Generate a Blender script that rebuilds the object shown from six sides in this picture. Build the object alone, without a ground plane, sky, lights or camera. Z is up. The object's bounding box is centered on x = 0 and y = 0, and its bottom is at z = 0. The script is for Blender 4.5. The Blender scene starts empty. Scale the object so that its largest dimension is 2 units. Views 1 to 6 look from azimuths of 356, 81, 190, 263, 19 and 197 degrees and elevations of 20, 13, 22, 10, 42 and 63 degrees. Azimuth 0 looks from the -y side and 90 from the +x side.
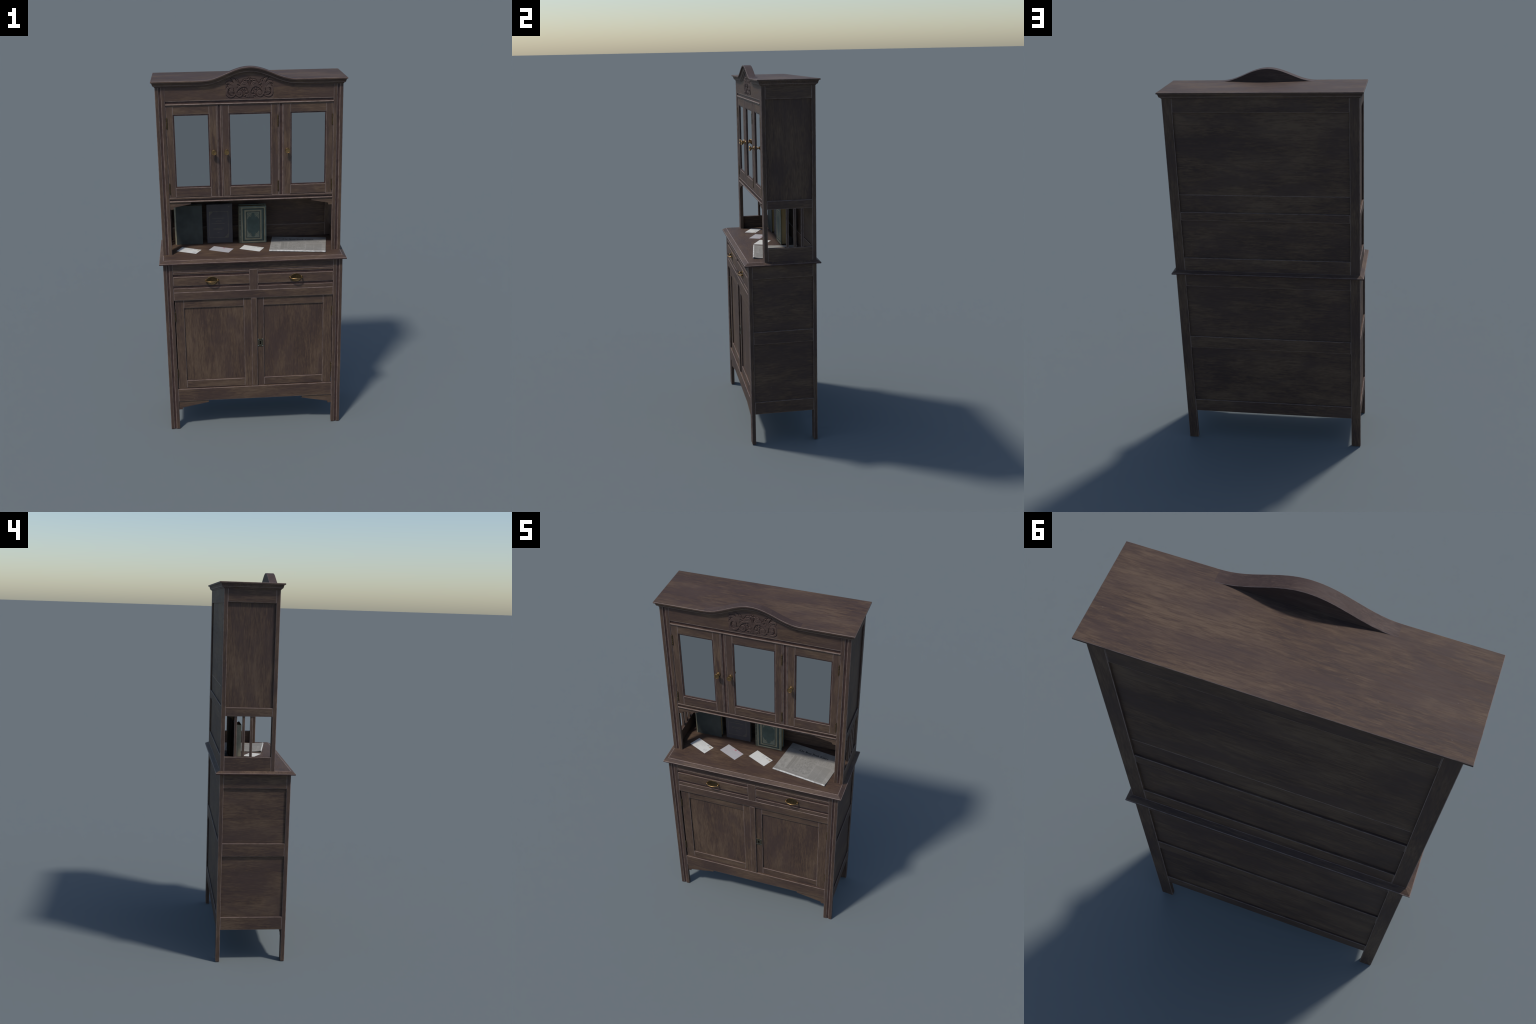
"""Old dresser (hutch cupboard) with mirror doors, drawers and cupboard doors,
carrying three books, three envelopes and a folded newspaper."""
import bpy, bmesh, math, random
from mathutils import Vector, Matrix

random.seed(11)
SC = bpy.context.scene
COL = SC.collection

# ------------------------------------------------------------------ nodes
class Nodes:
    """Small helper to write node trees as expressions."""
    def __init__(self, name):
        self.mat = bpy.data.materials.new(name)
        self.mat.use_nodes = True
        self.t = self.mat.node_tree
        self.t.nodes.clear()
        self.out = self.t.nodes.new('ShaderNodeOutputMaterial')
        self.bsdf = self.t.nodes.new('ShaderNodeBsdfPrincipled')
        self.t.links.new(self.bsdf.outputs[0], self.out.inputs[0])

    def new(self, kind, **kw):
        n = self.t.nodes.new(kind)
        for k, v in kw.items():
            setattr(n, k, v)
        return n

    def put(self, sock, v):
        if hasattr(v, 'links'):
            self.t.links.new(v, sock)
        elif isinstance(v, (tuple, list)) and len(v) == 3 and sock.type == 'RGBA':
            sock.default_value = (*v, 1)
        else:
            sock.default_value = v

    def math(self, op, a, b=0.0, c=0.0, clamp=False):
        n = self.new('ShaderNodeMath', operation=op, use_clamp=clamp)
        for i, v in enumerate((a, b, c)):
            self.put(n.inputs[i], v)
        return n.outputs[0]

    def obj(self, rnd=0.0):
        tc = self.new('ShaderNodeTexCoord').outputs['Object']
        if not rnd:
            return tc
        oi = self.new('ShaderNodeObjectInfo').outputs['Random']
        comb = self.new('ShaderNodeCombineXYZ')
        for i, k in enumerate((1.0, 3.7, 7.3)):
            self.put(comb.inputs[i], self.math('MULTIPLY', oi, rnd * k))
        v = self.new('ShaderNodeVectorMath', operation='ADD')
        self.put(v.inputs[0], tc)
        self.put(v.inputs[1], comb.outputs[0])
        return v.outputs[0]

    def mapped(self, vec, scale, rot=(0, 0, 0), loc=(0, 0, 0)):
        m = self.new('ShaderNodeMapping')
        self.put(m.inputs[0], vec)
        m.inputs['Scale'].default_value = scale
        m.inputs['Rotation'].default_value = rot
        m.inputs['Location'].default_value = loc
        return m.outputs[0]

    def noise(self, vec, scale=1.0, detail=3.0, rough=0.55, dist=0.0):
        n = self.new('ShaderNodeTexNoise')
        self.put(n.inputs['Vector'], vec)
        n.inputs['Scale'].default_value = scale
        n.inputs['Detail'].default_value = detail
        n.inputs['Roughness'].default_value = rough
        n.inputs['Distortion'].default_value = dist
        return n.outputs[0]

    def ramp(self, fac, stops, interp='LINEAR'):
        r = self.new('ShaderNodeValToRGB')
        r.color_ramp.interpolation = interp
        e = r.color_ramp.elements
        while len(e) < len(stops):
            e.new(0.5)
        for el, (p, c) in zip(e, stops):
            el.position = p
            el.color = (*c, 1) if isinstance(c, tuple) else (c, c, c, 1)
        self.put(r.inputs[0], fac)
        return r.outputs[0]

    def mix(self, fac, a, b, mode='MIX'):
        n = self.new('ShaderNodeMix', data_type='RGBA', blend_type=mode)
        self.put(n.inputs[0], fac)
        self.put(n.inputs[6], a)
        self.put(n.inputs[7], b)
        return n.outputs[2]

    def sep(self, vec):
        s = self.new('ShaderNodeSeparateXYZ')
        self.put(s.inputs[0], vec)
        return s.outputs

    def rect(self, x, y, x0, x1, y0, y1):
        """1 inside the rectangle of the local plane."""
        f = self.math
        ax = f('MULTIPLY', f('GREATER_THAN', x, x0), f('LESS_THAN', x, x1))
        ay = f('MULTIPLY', f('GREATER_THAN', y, y0), f('LESS_THAN', y, y1))
        return f('MULTIPLY', ax, ay)

    def finish(self, color, rough=0.5, metal=0.0, spec=None, bump=None, bump_d=0.0004, coat=0.0):
        self.put(self.bsdf.inputs['Base Color'], color)
        self.put(self.bsdf.inputs['Roughness'], rough)
        self.put(self.bsdf.inputs['Metallic'], metal)
        if spec is not None:
            self.put(self.bsdf.inputs['Specular IOR Level'], spec)
        if coat:
            self.put(self.bsdf.inputs['Coat Weight'], coat)
        if bump is not None:
            b = self.new('ShaderNodeBump')
            b.inputs['Strength'].default_value = 0.6
            b.inputs['Distance'].default_value = bump_d
            self.put(b.inputs['Height'], bump)
            self.put(self.bsdf.inputs['Normal'], b.outputs[0])
        return self.mat


DARK = (0.051, 0.0312, 0.0255)      # mauve brown of the stain
MID = (0.084, 0.0515, 0.0345)
LITE = (0.119, 0.0775, 0.0510)      # yellowish brown of the stain
PALE = (0.205, 0.148, 0.128)      # rubbed arrises


def wood_color(n, axis, dark=DARK, mid=MID, lite=LITE):
    vec = n.obj(rnd=3.0)
    def sc(along, across):
        return tuple(along if i == axis else across for i in range(3))
    cloud = n.noise(n.mapped(vec, sc(3.2, 8.0)), 1.0, 3.0, 0.55, 0.4)
    streak = n.noise(n.mapped(vec, sc(7.0, 95.0)), 1.0, 4.0, 0.65, 0.35)
    dash = n.noise(n.mapped(vec, sc(24.0, 210.0), loc=(2, 4, 8)), 1.0, 4.0, 0.7, 0.3)
    fine = n.noise(n.mapped(vec, sc(34.0, 420.0)), 1.0, 2.0, 0.6)
    v = n.math('ADD', n.math('MULTIPLY', cloud, 0.33), n.math('MULTIPLY', streak, 0.26))
    v = n.math('ADD', v, n.math('MULTIPLY', dash, 0.33))
    v = n.math('ADD', v, n.math('MULTIPLY', fine, 0.14))
    col = n.ramp(v, [(0.455, dark), (0.535, mid), (0.615, lite)])
    hue = n.noise(n.mapped(vec, sc(3.4, 10.0), loc=(5, 9, 2)), 1.0, 4.0, 0.6, 0.5)
    col = n.mix(n.ramp(hue, [(0.45, 0.0), (0.62, 0.68)]), col, (0.060, 0.037, 0.032))
    speck = n.noise(n.mapped(vec, sc(90.0, 130.0)), 1.0, 1.0, 0.5)
    col = n.mix(n.ramp(speck, [(0.77, 0.0), (0.83, 0.18)]), col, (0.25, 0.22, 0.20))
    return vec, col, fine, streak


def make_wood(name, axis, **tones):
    n = Nodes(name)
    vec, col, fine, streak = wood_color(n, axis, **tones)
    rough = n.ramp(streak, [(0.3, 0.58), (0.7, 0.70)])
    return n.finish(col, rough, spec=0.26, bump=fine, bump_d=0.00025)


def make_worn(name):
    n = Nodes(name)
    vec = n.obj(rnd=2.0)
    k = n.noise(n.mapped(vec, (38, 38, 38)), 1.0, 3.0, 0.6)
    col = n.mix(n.ramp(k, [(0.32, 0.25), (0.55, 1.0)]), (0.090, 0.062, 0.046), PALE)
    return n.finish(col, 0.5, spec=0.3)


def make_groove(name):
    """Red-brown varnish left in grooves and rebates."""
    n = Nodes(name)
    vec = n.obj(rnd=2.0)
    k = n.noise(n.mapped(vec, (25, 25, 25)), 1.0, 3.0, 0.6)
    col = n.ramp(k, [(0.35, (0.036, 0.019, 0.017)), (0.65, (0.062, 0.034, 0.028))])
    return n.finish(col, 0.55, spec=0.3)


WOOD = [make_wood('wood_grain_x', 0), make_wood('wood_grain_y', 1), make_wood('wood_grain_z', 2)]
CREST_WOOD = make_wood('mauve_crest_wood', 0, dark=(0.049, 0.030, 0.026), mid=(0.070, 0.0445, 0.037), lite=(0.098, 0.065, 0.051))
WORN = make_worn('worn_wood_edge')
GROOVE = make_groove('varnished_groove')


def make_plain(name, color, rough=0.5, metal=0.0, var=0.15, scale=60.0, spec=None):
    n = Nodes(name)
    k = n.noise(n.mapped(n.obj(rnd=1.0), (scale,) * 3), 1.0, 3.0, 0.6)
    lo = tuple(c * (1 - var) for c in color)
    hi = tuple(min(1, c * (1 + var)) for c in color)
    return n.finish(n.ramp(k, [(0.35, lo), (0.65, hi)]), rough, metal, spec)


BRASS = make_plain('aged_brass', (0.31, 0.195, 0.088), 0.38, 1.0, 0.25, 90)
BRASS_DARK = make_plain('tarnished_brass', (0.095, 0.062, 0.028), 0.50, 0.9, 0.3, 120)
BRASS_HINGE = make_plain('hinge_brass', (0.080, 0.053, 0.024), 0.50, 0.6, 0.3, 150)
BRASS_RIM = make_plain('dull_brass', (0.125, 0.082, 0.036), 0.45, 1.0, 0.3, 100)
PLATE = make_plain('bronze_plate', (0.070, 0.062, 0.043), 0.45, 0.6, 0.25, 150)
SCREW = make_plain('steel_screw', (0.26, 0.28, 0.29), 0.40, 0.9, 0.1, 90)
BLACK = make_plain('keyhole_dark', (0.003, 0.003, 0.003), 0.9, 0.0, 0.1, 60, 0.0)

def make_mirror():
    n = Nodes('mirror_glass')
    return n.finish((0.62, 0.63, 0.635), 0.015, 1.0)
MIRROR = make_mirror()

# ------------------------------------------------------------------ mesh helpers
def add_object(name, mesh, mats, parent=None, loc=(0, 0, 0)):
    o = bpy.data.objects.new(name, mesh)
    for m in mats:
        if m.name not in [x.name for x in mesh.materials if x]:
            mesh.materials.append(m)
    COL.objects.link(o)
    place(o, parent, loc)
    return o


def place(o, parent, loc=None, rot=None):
    """World placement; parents keep no scale, so a plain inverse is enough."""
    m = Matrix.Translation(Vector(loc or (0, 0, 0)))
    if rot is not None:
        m = m @ rot.to_4x4()
    if parent is not None:
        o.parent = parent
        bpy.context.view_layer.update()
        o.matrix_parent_inverse = parent.matrix_world.inverted()
    o.matrix_basis = m


def mesh_from(name, verts, faces, midx=None, smooth=False):
    me = bpy.data.meshes.new(name)
    me.from_pydata([tuple(v) for v in verts], [], faces)
    if midx:
        for p, i in zip(me.polygons, midx):
            p.material_index = i
    if smooth:
        for p in me.polygons:
            p.use_smooth = True
    bm = bmesh.new()
    bm.from_mesh(me)
    bmesh.ops.recalc_face_normals(bm, faces=bm.faces)
    bm.to_mesh(me)
    bm.free()
    me.update()
    return me


def box_mesh(name, sx, sy, sz, bevel=0.0016, top_bevel=None):
    bm = bmesh.new()
    bmesh.ops.create_cube(bm, size=1.0)
    bmesh.ops.scale(bm, vec=(sx, sy, sz), verts=bm.verts)
    if bevel > 0:
        b = min(bevel, 0.3 * min(sx, sy, sz))
        r = bmesh.ops.bevel(bm, geom=list(bm.edges), offset=b, segments=2, profile=0.6, affect='EDGES')
        for f in r['faces']:
            f.material_index = 1
    me = bpy.data.meshes.new(name)
    bm.to_mesh(me)
    bm.free()
    return me


def box(name, x0, x1, y0, y1, z0, z1, mat, parent, bevel=0.0019, edge=None):
    me = box_mesh(name, x1 - x0, y1 - y0, z1 - z0, bevel)
    return add_object(name, me, [mat, edge or WORN], parent, ((x0 + x1) / 2, (y0 + y1) / 2, (z0 + z1) / 2))


def prism(name, prof, axis, a0, a1, mats, seg_mat, parent, origin=(0, 0, 0)):
    """Extrude a closed 2-D profile along an axis. seg_mat: one index per profile segment."""
    n = len(prof)
    verts = []
    c = (a0 + a1) / 2
    for a in (a0, a1):
        for (p, q) in prof:
            if axis == 0:
                v = (a - c, p, q)
            elif axis == 1:
                v = (p, a - c, q)
            else:
                v = (p, q, a - c)
            verts.append(v)
    mean = Vector((0, 0, 0))
    for v in verts:
        mean += Vector(v)
    mean /= len(verts)
    verts = [Vector(v) - mean for v in verts]
    faces = [(i, (i + 1) % n, n + (i + 1) % n, n + i) for i in range(n)]
    midx = list(seg_mat)
    faces += [tuple(range(n - 1, -1, -1)), tuple(range(n, 2 * n))]
    midx += [0, 0]
    me = mesh_from(name, verts, faces, midx)
    off = [0, 0, 0]
    off[axis] = c
    return add_object(name, me, mats, parent, Vector(off) + mean + Vector(origin))


def worn_profile(pts, tags, w=0.0016):
    """Chamfer the corners tagged 'w' of a profile; returns (points, segment materials).
    tags: per point, 'w' (worn corner) or '' ; material of the segment that follows, 0 or 2."""
    out, seg = [], []
    n = len(pts)
    for i, (p, t) in enumerate(zip(pts, tags)):
        corner, mat = t
        p = Vector(p)
        if corner:
            a, b = Vector(pts[i - 1]), Vector(pts[(i + 1) % n])
            da, db = (a - p), (b - p)
            k = min(w, 0.4 * da.length, 0.4 * db.length)
            out.append(p + da.normalized() * k)
            seg.append(1)
            out.append(p + db.normalized() * k)
            seg.append(mat)
        else:
            out.append(p)
            seg.append(mat)
    return [tuple(v) for v in out], seg


def lathe(name, prof, steps=28):
    """Profile (radius, distance) turned about the local -y axis."""
    verts, faces = [], []
    for r, d in prof:
        for k in range(steps):
            a = 2 * math.pi * k / steps
            verts.append((r * math.cos(a), -d, r * math.sin(a)))
    for j in range(len(prof) - 1):
        for k in range(steps):
            k2 = (k + 1) % steps
            faces.append((j * steps + k, j * steps + k2, (j + 1) * steps + k2, (j + 1) * steps + k))
    faces.append(tuple(range(steps)))
    faces.append(tuple((len(prof) - 1) * steps + k for k in range(steps)))
    me = mesh_from(name, verts, faces)
    me.shade_smooth()
    bm = bmesh.new(); bm.from_mesh(me)
    for e in bm.edges:
        if len(e.link_faces) == 2 and e.calc_face_angle(0) > math.radians(35):
            e.smooth = False
    bm.to_mesh(me); bm.free()
    return me


def tube(name, path, radius, sides=12, closed=False):
    """Round rod along a list of points; radius may be a list."""
    verts, faces = [], []
    n = len(path)
    P = [Vector(p) for p in path]
    for i in range(n):
        if closed:
            t = (P[(i + 1) % n] - P[i - 1]).normalized()
        else:
            t = (P[min(i + 1, n - 1)] - P[max(i - 1, 0)]).normalized()
        up = Vector((0, 0, 1)) if abs(t.z) < 0.9 else Vector((1, 0, 0))
        s = t.cross(up).normalized()
        u = s.cross(t)
        r = radius[i] if isinstance(radius, (list, tuple)) else radius
        for k in range(sides):
            a = 2 * math.pi * k / sides
            verts.append(P[i] + s * (r * math.cos(a)) + u * (r * math.sin(a)))
    m = n if closed else n - 1
    for i in range(m):
        j = (i + 1) % n
        for k in range(sides):
            k2 = (k + 1) % sides
            faces.append((i * sides + k, i * sides + k2, j * sides + k2, j * sides + k))
    if not closed:
        faces.append(tuple(range(sides)))
        faces.append(tuple((n - 1) * sides + k for k in range(sides)))
    return mesh_from(name, verts, faces, smooth=True)


def join_meshes(name, parts):
    """parts: (mesh, matrix, material offset) -> one mesh."""
    bm = bmesh.new()
    for me, mat, mi in parts:
        tmp = me.copy()
        tmp.transform(mat)
        start = len(bm.faces)
        bm.from_mesh(tmp)
        bm.faces.ensure_lookup_table()
        for f in bm.faces[start:]:
            f.material_index += mi
        bpy.data.meshes.remove(tmp)
    out = bpy.data.meshes.new(name)
    bm.to_mesh(out)
    bm.free()
    return out


def empty(name, label, category, loc=(0, 0, 0)):
    o = bpy.data.objects.new(name, None)
    o.empty_display_size = 0.1
    COL.objects.link(o)
    o.location = loc
    o['label'] = label
    o['category'] = category
    bpy.context.view_layer.update()
    return o


# ------------------------------------------------------------------ main sizes
XO, XI = 0.4775, 0.4285           # outer and inner side of the posts
YF_LOW, YF_UP, YB = -0.1783, -0.0937, 0.1823   # faces of base, hutch and back
POST_D = 0.0203                   # post depth (y)
Z_COUNTER0, Z_COUNTER1 = 0.9930, 1.0118
Z_TOP = 1.9370
X_EDGE = 0.4968
HALF_CREST = 0.2390
CREST_H = 0.0630

cab = empty('hutch_cabinet', 'dark brown wooden hutch with mirror doors, drawers and carved crest', 'cabinet')


def crest(x):
    x = abs(x)
    return 0.0 if x >= HALF_CREST else CREST_H * 0.5 * (1 + math.cos(math.pi * x / HALF_CREST))

# ------------------------------------------------------------------ posts with a flute
def front_post(side, yf, z0, z1):
    a, b = XI * side, XO * side
    g0, g1 = 0.4472 * side, 0.4598 * side
    yb, gd = yf + POST_D, yf + 0.0042
    pts = [(a, yb), (a, yf), (g0, yf), (g0 + side * 0.0022, gd), (g1 - side * 0.0022, gd), (g1, yf), (b, yf), (b, yb)]
    tags = [(1, 0), (1, 0), (1, 2), (0, 2), (0, 2), (1, 0), (1, 0), (1, 0)]
    prof, seg = worn_profile(pts, tags, 0.0019)
    return prism('post', prof, 2, z0, z1, [WOOD[2], WORN, GROOVE], seg, cab)


for s in (-1, 1):
    front_post(s, YF_LOW, 0.0, 0.9935)
    front_post(s, YF_UP, 1.0040, 1.9070)
    xa, xb = sorted((XI * s, XO * s))
    box('post', xa, xb, YB - POST_D, YB, 0.0, 0.9935, WOOD[2], cab)
    box('post', xa, xb, YB - POST_D, YB, 1.0040, 1.9070, WOOD[2], cab)

# ------------------------------------------------------------------ sides
for s in (-1, 1):
    def side_box(name, depth_in, depth_out, y0, y1, z0, z1, mat):
        xa, xb = sorted((s * (XO - depth_out), s * (XO - depth_in)))
        return box(name, xa, xb, y0, y1, z0, z1, mat, cab)
    ya, yb = YF_LOW + POST_D, YB - POST_D
    side_box('side_rail', 0.0008, 0.020, ya, yb, 0.9215, 0.9935, WOOD[1])
    side_box('side_rail', 0.0008, 0.020, ya, yb, 0.5660, 0.6340, WOOD[1])
    side_box('side_rail', 0.0008, 0.020, ya, yb, 0.1725, 0.2412, WOOD[1])
    side_box('side_panel', 0.0085, 0.0160, ya - 0.004, yb + 0.004, 0.6335, 0.9220, WOOD[1])
    side_box('side_panel', 0.0085, 0.0160, ya - 0.004, yb + 0.004, 0.2408, 0.5665, WOOD[1])
    ya = YF_UP + POST_D
    side_box('side_rail', 0.0008, 0.020, ya, yb, 1.8408, 1.9070, WOOD[1])
    side_box('side_rail', 0.0008, 0.020, ya, yb, 1.2850, 1.3284, WOOD[1])
    side_box('side_rail', 0.0008, 0.020, ya, yb, 1.0060, 1.0812, WOOD[1])
    side_box('side_panel', 0.0092, 0.0170, ya - 0.004, yb + 0.004, 1.3280, 1.8412, WOOD[2])
    for yc in ((0.0308, 0.0700, 0.1090) if s > 0 else (0.0302, 0.0692, 0.1090)):
        side_box('gallery_slat', 0.0040, 0.0175, yc - 0.0066, yc + 0.0066, 1.0806, 1.2856, WOOD[2])

# ------------------------------------------------------------------ back
def back_box(name, d_in, d_out, z0, z1, inset=0.0):
    return box(name, -XI + inset, XI - inset, YB - d_out, YB - d_in, z0, z1, WOOD[0], cab)

for z0, z1 in ((1.8365, 1.9070), (1.2850, 1.3290), (1.0060, 1.0815), (0.9220, 0.9935), (0.5630, 0.6300), (0.1718, 0.2420)):
    back_box('back_rail', 0.0008, 0.0204, z0, z1)
for z0, z1, d in ((1.4188, 1.8370, 0.0085), (1.3285, 1.4184, 0.0088), (1.0810, 1.2855, 0.0088), (0.6290, 0.9225, 0.0085), (0.2410, 0.5635, 0.0085)):
    back_box('back_panel', d, d + 0.0056, z0, z1, -0.003)

# inner boards that close the two boxes
box('bottom_board', -XI, XI, YF_LOW + 0.022, YB - 0.020, 0.1800, 0.1920, WOOD[0], cab)
box('hutch_bottom_board', -XI - 0.02, XI + 0.02, YF_UP + 0.012, YB - 0.0198, 1.2990, 1.3110, WOOD[0], cab)

# ------------------------------------------------------------------ counter top
def stack(name, rings, mats, seg, parent):
    """Solid made of stacked rectangles: (x half, y front, y back, z)."""
    verts, faces, midx = [], [], []
    for xh, y0, y1, z in rings:
        verts += [(-xh, y0, z), (xh, y0, z), (xh, y1, z), (-xh, y1, z)]
    for j in range(len(rings) - 1):
        for k in range(4):
            k2 = (k + 1) % 4
            faces.append((4 * j + k, 4 * j + k2, 4 * j + 4 + k2, 4 * j + 4 + k))
            midx.append(seg[j])
    faces.append((3, 2, 1, 0)); midx.append(0)
    t = 4 * (len(rings) - 1)
    faces.append((t, t + 1, t + 2, t + 3)); midx.append(0)
    c = Vector((0, (rings[0][1] + rings[0][2]) / 2, (rings[0][3] + rings[-1][3]) / 2))
    me = mesh_from(name, [Vector(v) - c for v in verts], faces, midx)
    return add_object(name, me, mats, parent, c)


CF, CB = -0.1994, 0.2034
def crect(i, z):
    return (X_EDGE - i, CF + i, CB - i, z)
stack('counter_top', [crect(0.0020, 0.9928), crect(0.0004, 0.9938), crect(0.0, 0.9994), crect(0.0020, 1.0007),
                      crect(0.0205, 1.0108), crect(0.0236, 1.0118)],
      [WOOD[0], WORN, GROOVE], [2, 2, 1, 0, 1], cab)

# ------------------------------------------------------------------ cornice
COVE = [(0.0000, 1.9045), (0.0022, 1.9052), (0.0030, 1.9088), (0.0058, 1.9100), (0.0095, 1.9128), (0.0106, 1.9150),
        (0.0118, 1.9200), (0.0134, 1.9250), (0.0150, 1.9290), (0.0150, 1.9298), (-0.004, 1.9298), (-0.004, 1.9045)]
COVE_SEG = [1, 0, 1, 0, 1, 0, 0, 0, 0, 0, 0, 0]


def build_cove():
    nx = 64
    ss = [-1 + 2 * i / nx for i in range(nx + 1)]
    rows = []
    for o, z in COVE:
        row = []
        for s in ss:                                        # front, left to right, follows the crest
            x = s * (XO + o)
            row.append((x, YF_UP - o, z + crest(x)))
        row.append((XO + o, YB + o, z))
        row.append((-XO - o, YB + o, z))
        rows.append(row)
    m, n = len(rows[0]), len(rows)
    verts = [v for r in rows for v in r]
    faces, midx = [], []
    for j in range(n):
        j2 = (j + 1) % n
        for k in range(m):
            k2 = (k + 1) % m
            faces.append((j * m + k, j * m + k2, j2 * m + k2, j2 * m + k))
            midx.append(COVE_SEG[j])
    c = Vector((0, 0.04, 1.92))
    me = mesh_from('cornice_moulding', [Vector(v) - c for v in verts], faces, midx)
    return add_object('cornice_moulding', me, [WOOD[0], WORN], cab, c)


build_cove()
TF, TB, TM = -0.1150, 0.2038, -0.0730


def build_top_board():
    z0, z1, e = 1.9294, Z_TOP, 0.0011
    h = HALF_CREST
    def outline(i):
        X, F, B = X_EDGE - i, TF + i, TB - i
        return [(-X, F), (-h, F), (-h, TM), (h, TM), (h, F), (X, F), (X, B), (-X, B)]
    rings = [(outline(e), z0), (outline(0), z0 + e), (outline(0), z1 - e), (outline(e), z1)]
    n = 8
    verts = [(x, y, z) for pts, z in rings for x, y in pts]
    faces, midx = [], []
    for j, mi in enumerate((1, 0, 1)):
        for k in range(n):
            k2 = (k + 1) % n
            faces.append((j * n + k, j * n + k2, j * n + n + k2, j * n + n + k)); midx.append(mi)
    for base in (0, 3 * n):
        for q in ((0, 1, 2, 7), (2, 3, 6, 7), (3, 4, 5, 6)):
            faces.append(tuple(base + i for i in q)); midx.append(0)
    c = Vector((0, 0.044, 1.933))
    me = mesh_from('top_board', [Vector(v) - c for v in verts], faces, midx)
    add_object('top_board', me, [WOOD[0], WORN], cab, c)


def build_crest_board():
    nx = 72
    verts, faces, midx = [], [], []
    e = 0.0011
    for i in range(nx + 1):
        x = -HALF_CREST + 2 * HALF_CREST * i / nx
        h = crest(x) + 0.0003
        verts += [(x, TF + e, 1.9294 + h), (x, TF, 1.9294 + h + e), (x, TF, Z_TOP + h - e), (x, TF + e, Z_TOP + h), (x, TM - e, Z_TOP + h),
                  (x, TM, Z_TOP + h - e), (x, TM, 1.9280), (x, -0.0880, 1.9280), (x, -0.0880, 1.9294 + h)]
    n = 9
    tag = [1, 0, 1, 0, 1, 0, 0, 0, 0]
    for i in range(nx):
        for k in range(n):
            k2 = (k + 1) % n
            faces.append((i * n + k, i * n + k2, i * n + n + k2, i * n + n + k)); midx.append(tag[k])
    faces.append(tuple(range(n))); midx.append(0)
    faces.append(tuple(nx * n + k for k in range(n))); midx.append(0)
    c = Vector((0, -0.094, 1.95))
    me = mesh_from('crest_board', [Vector(v) - c for v in verts], faces, midx)
    add_object('crest_board', me, [CREST_WOOD, WORN], cab, c)


build_top_board()
build_crest_board()

# ------------------------------------------------------------------ frieze and its carving
FRZ_Y, FRZ_Z0 = -0.0926, 1.8322
CARVE_X, CARVE_Z0, CARVE_Z1 = 0.1215, 1.8385, 1.9475


def frieze_top(x):
    return 1.9072 + crest(x)


def carve_top(x):
    return min(CARVE_Z1, frieze_top(x) - 0.0015)


def build_frieze():
    xs = [-XI, -0.36, -0.30]
    xs += [-0.24 + 0.01 * i for i in range(12)]
    xs = [x for x in xs if x < -CARVE_X - 0.002] + [-CARVE_X]
    inner = [-CARVE_X + 2 * CARVE_X * i / 40 for i in range(41)]
    xs = xs[:-1] + inner + [-x for x in reversed(xs[:-1])]
    verts, faces, midx = [], [], []
    for x in xs:
        zt = frieze_top(x)
        inside = abs(x) <= CARVE_X + 1e-6
        za, zb = (CARVE_Z0, carve_top(x)) if inside else (CARVE_Z0, min(CARVE_Z1, zt - 0.0015))
        verts += [(x, FRZ_Y + 0.0014, FRZ_Z0), (x, FRZ_Y, FRZ_Z0 + 0.0014), (x, FRZ_Y, FRZ_Z0 + 0.0036), (x, FRZ_Y, za), (x, FRZ_Y, zb), (x, FRZ_Y, zt),
                  (x, -0.0740, zt), (x, -0.0740, FRZ_Z0)]
    n = 8
    for i in range(len(xs) - 1):
        hole = abs(xs[i]) <= CARVE_X + 1e-6 and abs(xs[i + 1]) <= CARVE_X + 1e-6
        for k in range(n):
            if k == 3 and hole:
                continue
            k2 = (k + 1) % n
            faces.append((i * n + k, i * n + k2, i * n + n + k2, i * n + n + k))
            midx.append(1 if k <= 1 else 0)
    c = Vector((0, FRZ_Y, 1.88))
    me = mesh_from('frieze', [Vector(v) - c for v in verts], faces, midx)
    add_object('frieze', me, [WOOD[0], WORN], cab, c)


def spline(pts, n=28):
    """Catmull-Rom through points (any dimension)."""
    P = [Vector(p) for p in pts]
    P = [2 * P[0] - P[1]] + P + [2 * P[-1] - P[-2]]
    out = []
    for i in range(1, len(P) - 2):
        for k in range(n):
            t = k / n
            a, b, c, d = P[i - 1], P[i], P[i + 1], P[i + 2]
            out.append(0.5 * ((2 * b) + (c - a) * t + (2 * a - 5 * b + 4 * c - d) * t * t + (3 * b - a - 3 * c + d) * t ** 3))
    out.append(P[-2])
    return out


def spiral(cx, cz, r0, r1, a0, turns, sx=1.0, n=40):
    pts = []
    for i in range(n + 1):
        t = i / n
        a = math.radians(a0) + turns * 2 * math.pi * t
        r = r0 + (r1 - r0) * t ** 0.8
        pts.append((cx + sx * r * math.cos(a), cz + r * math.sin(a)))
    return pts


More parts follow.
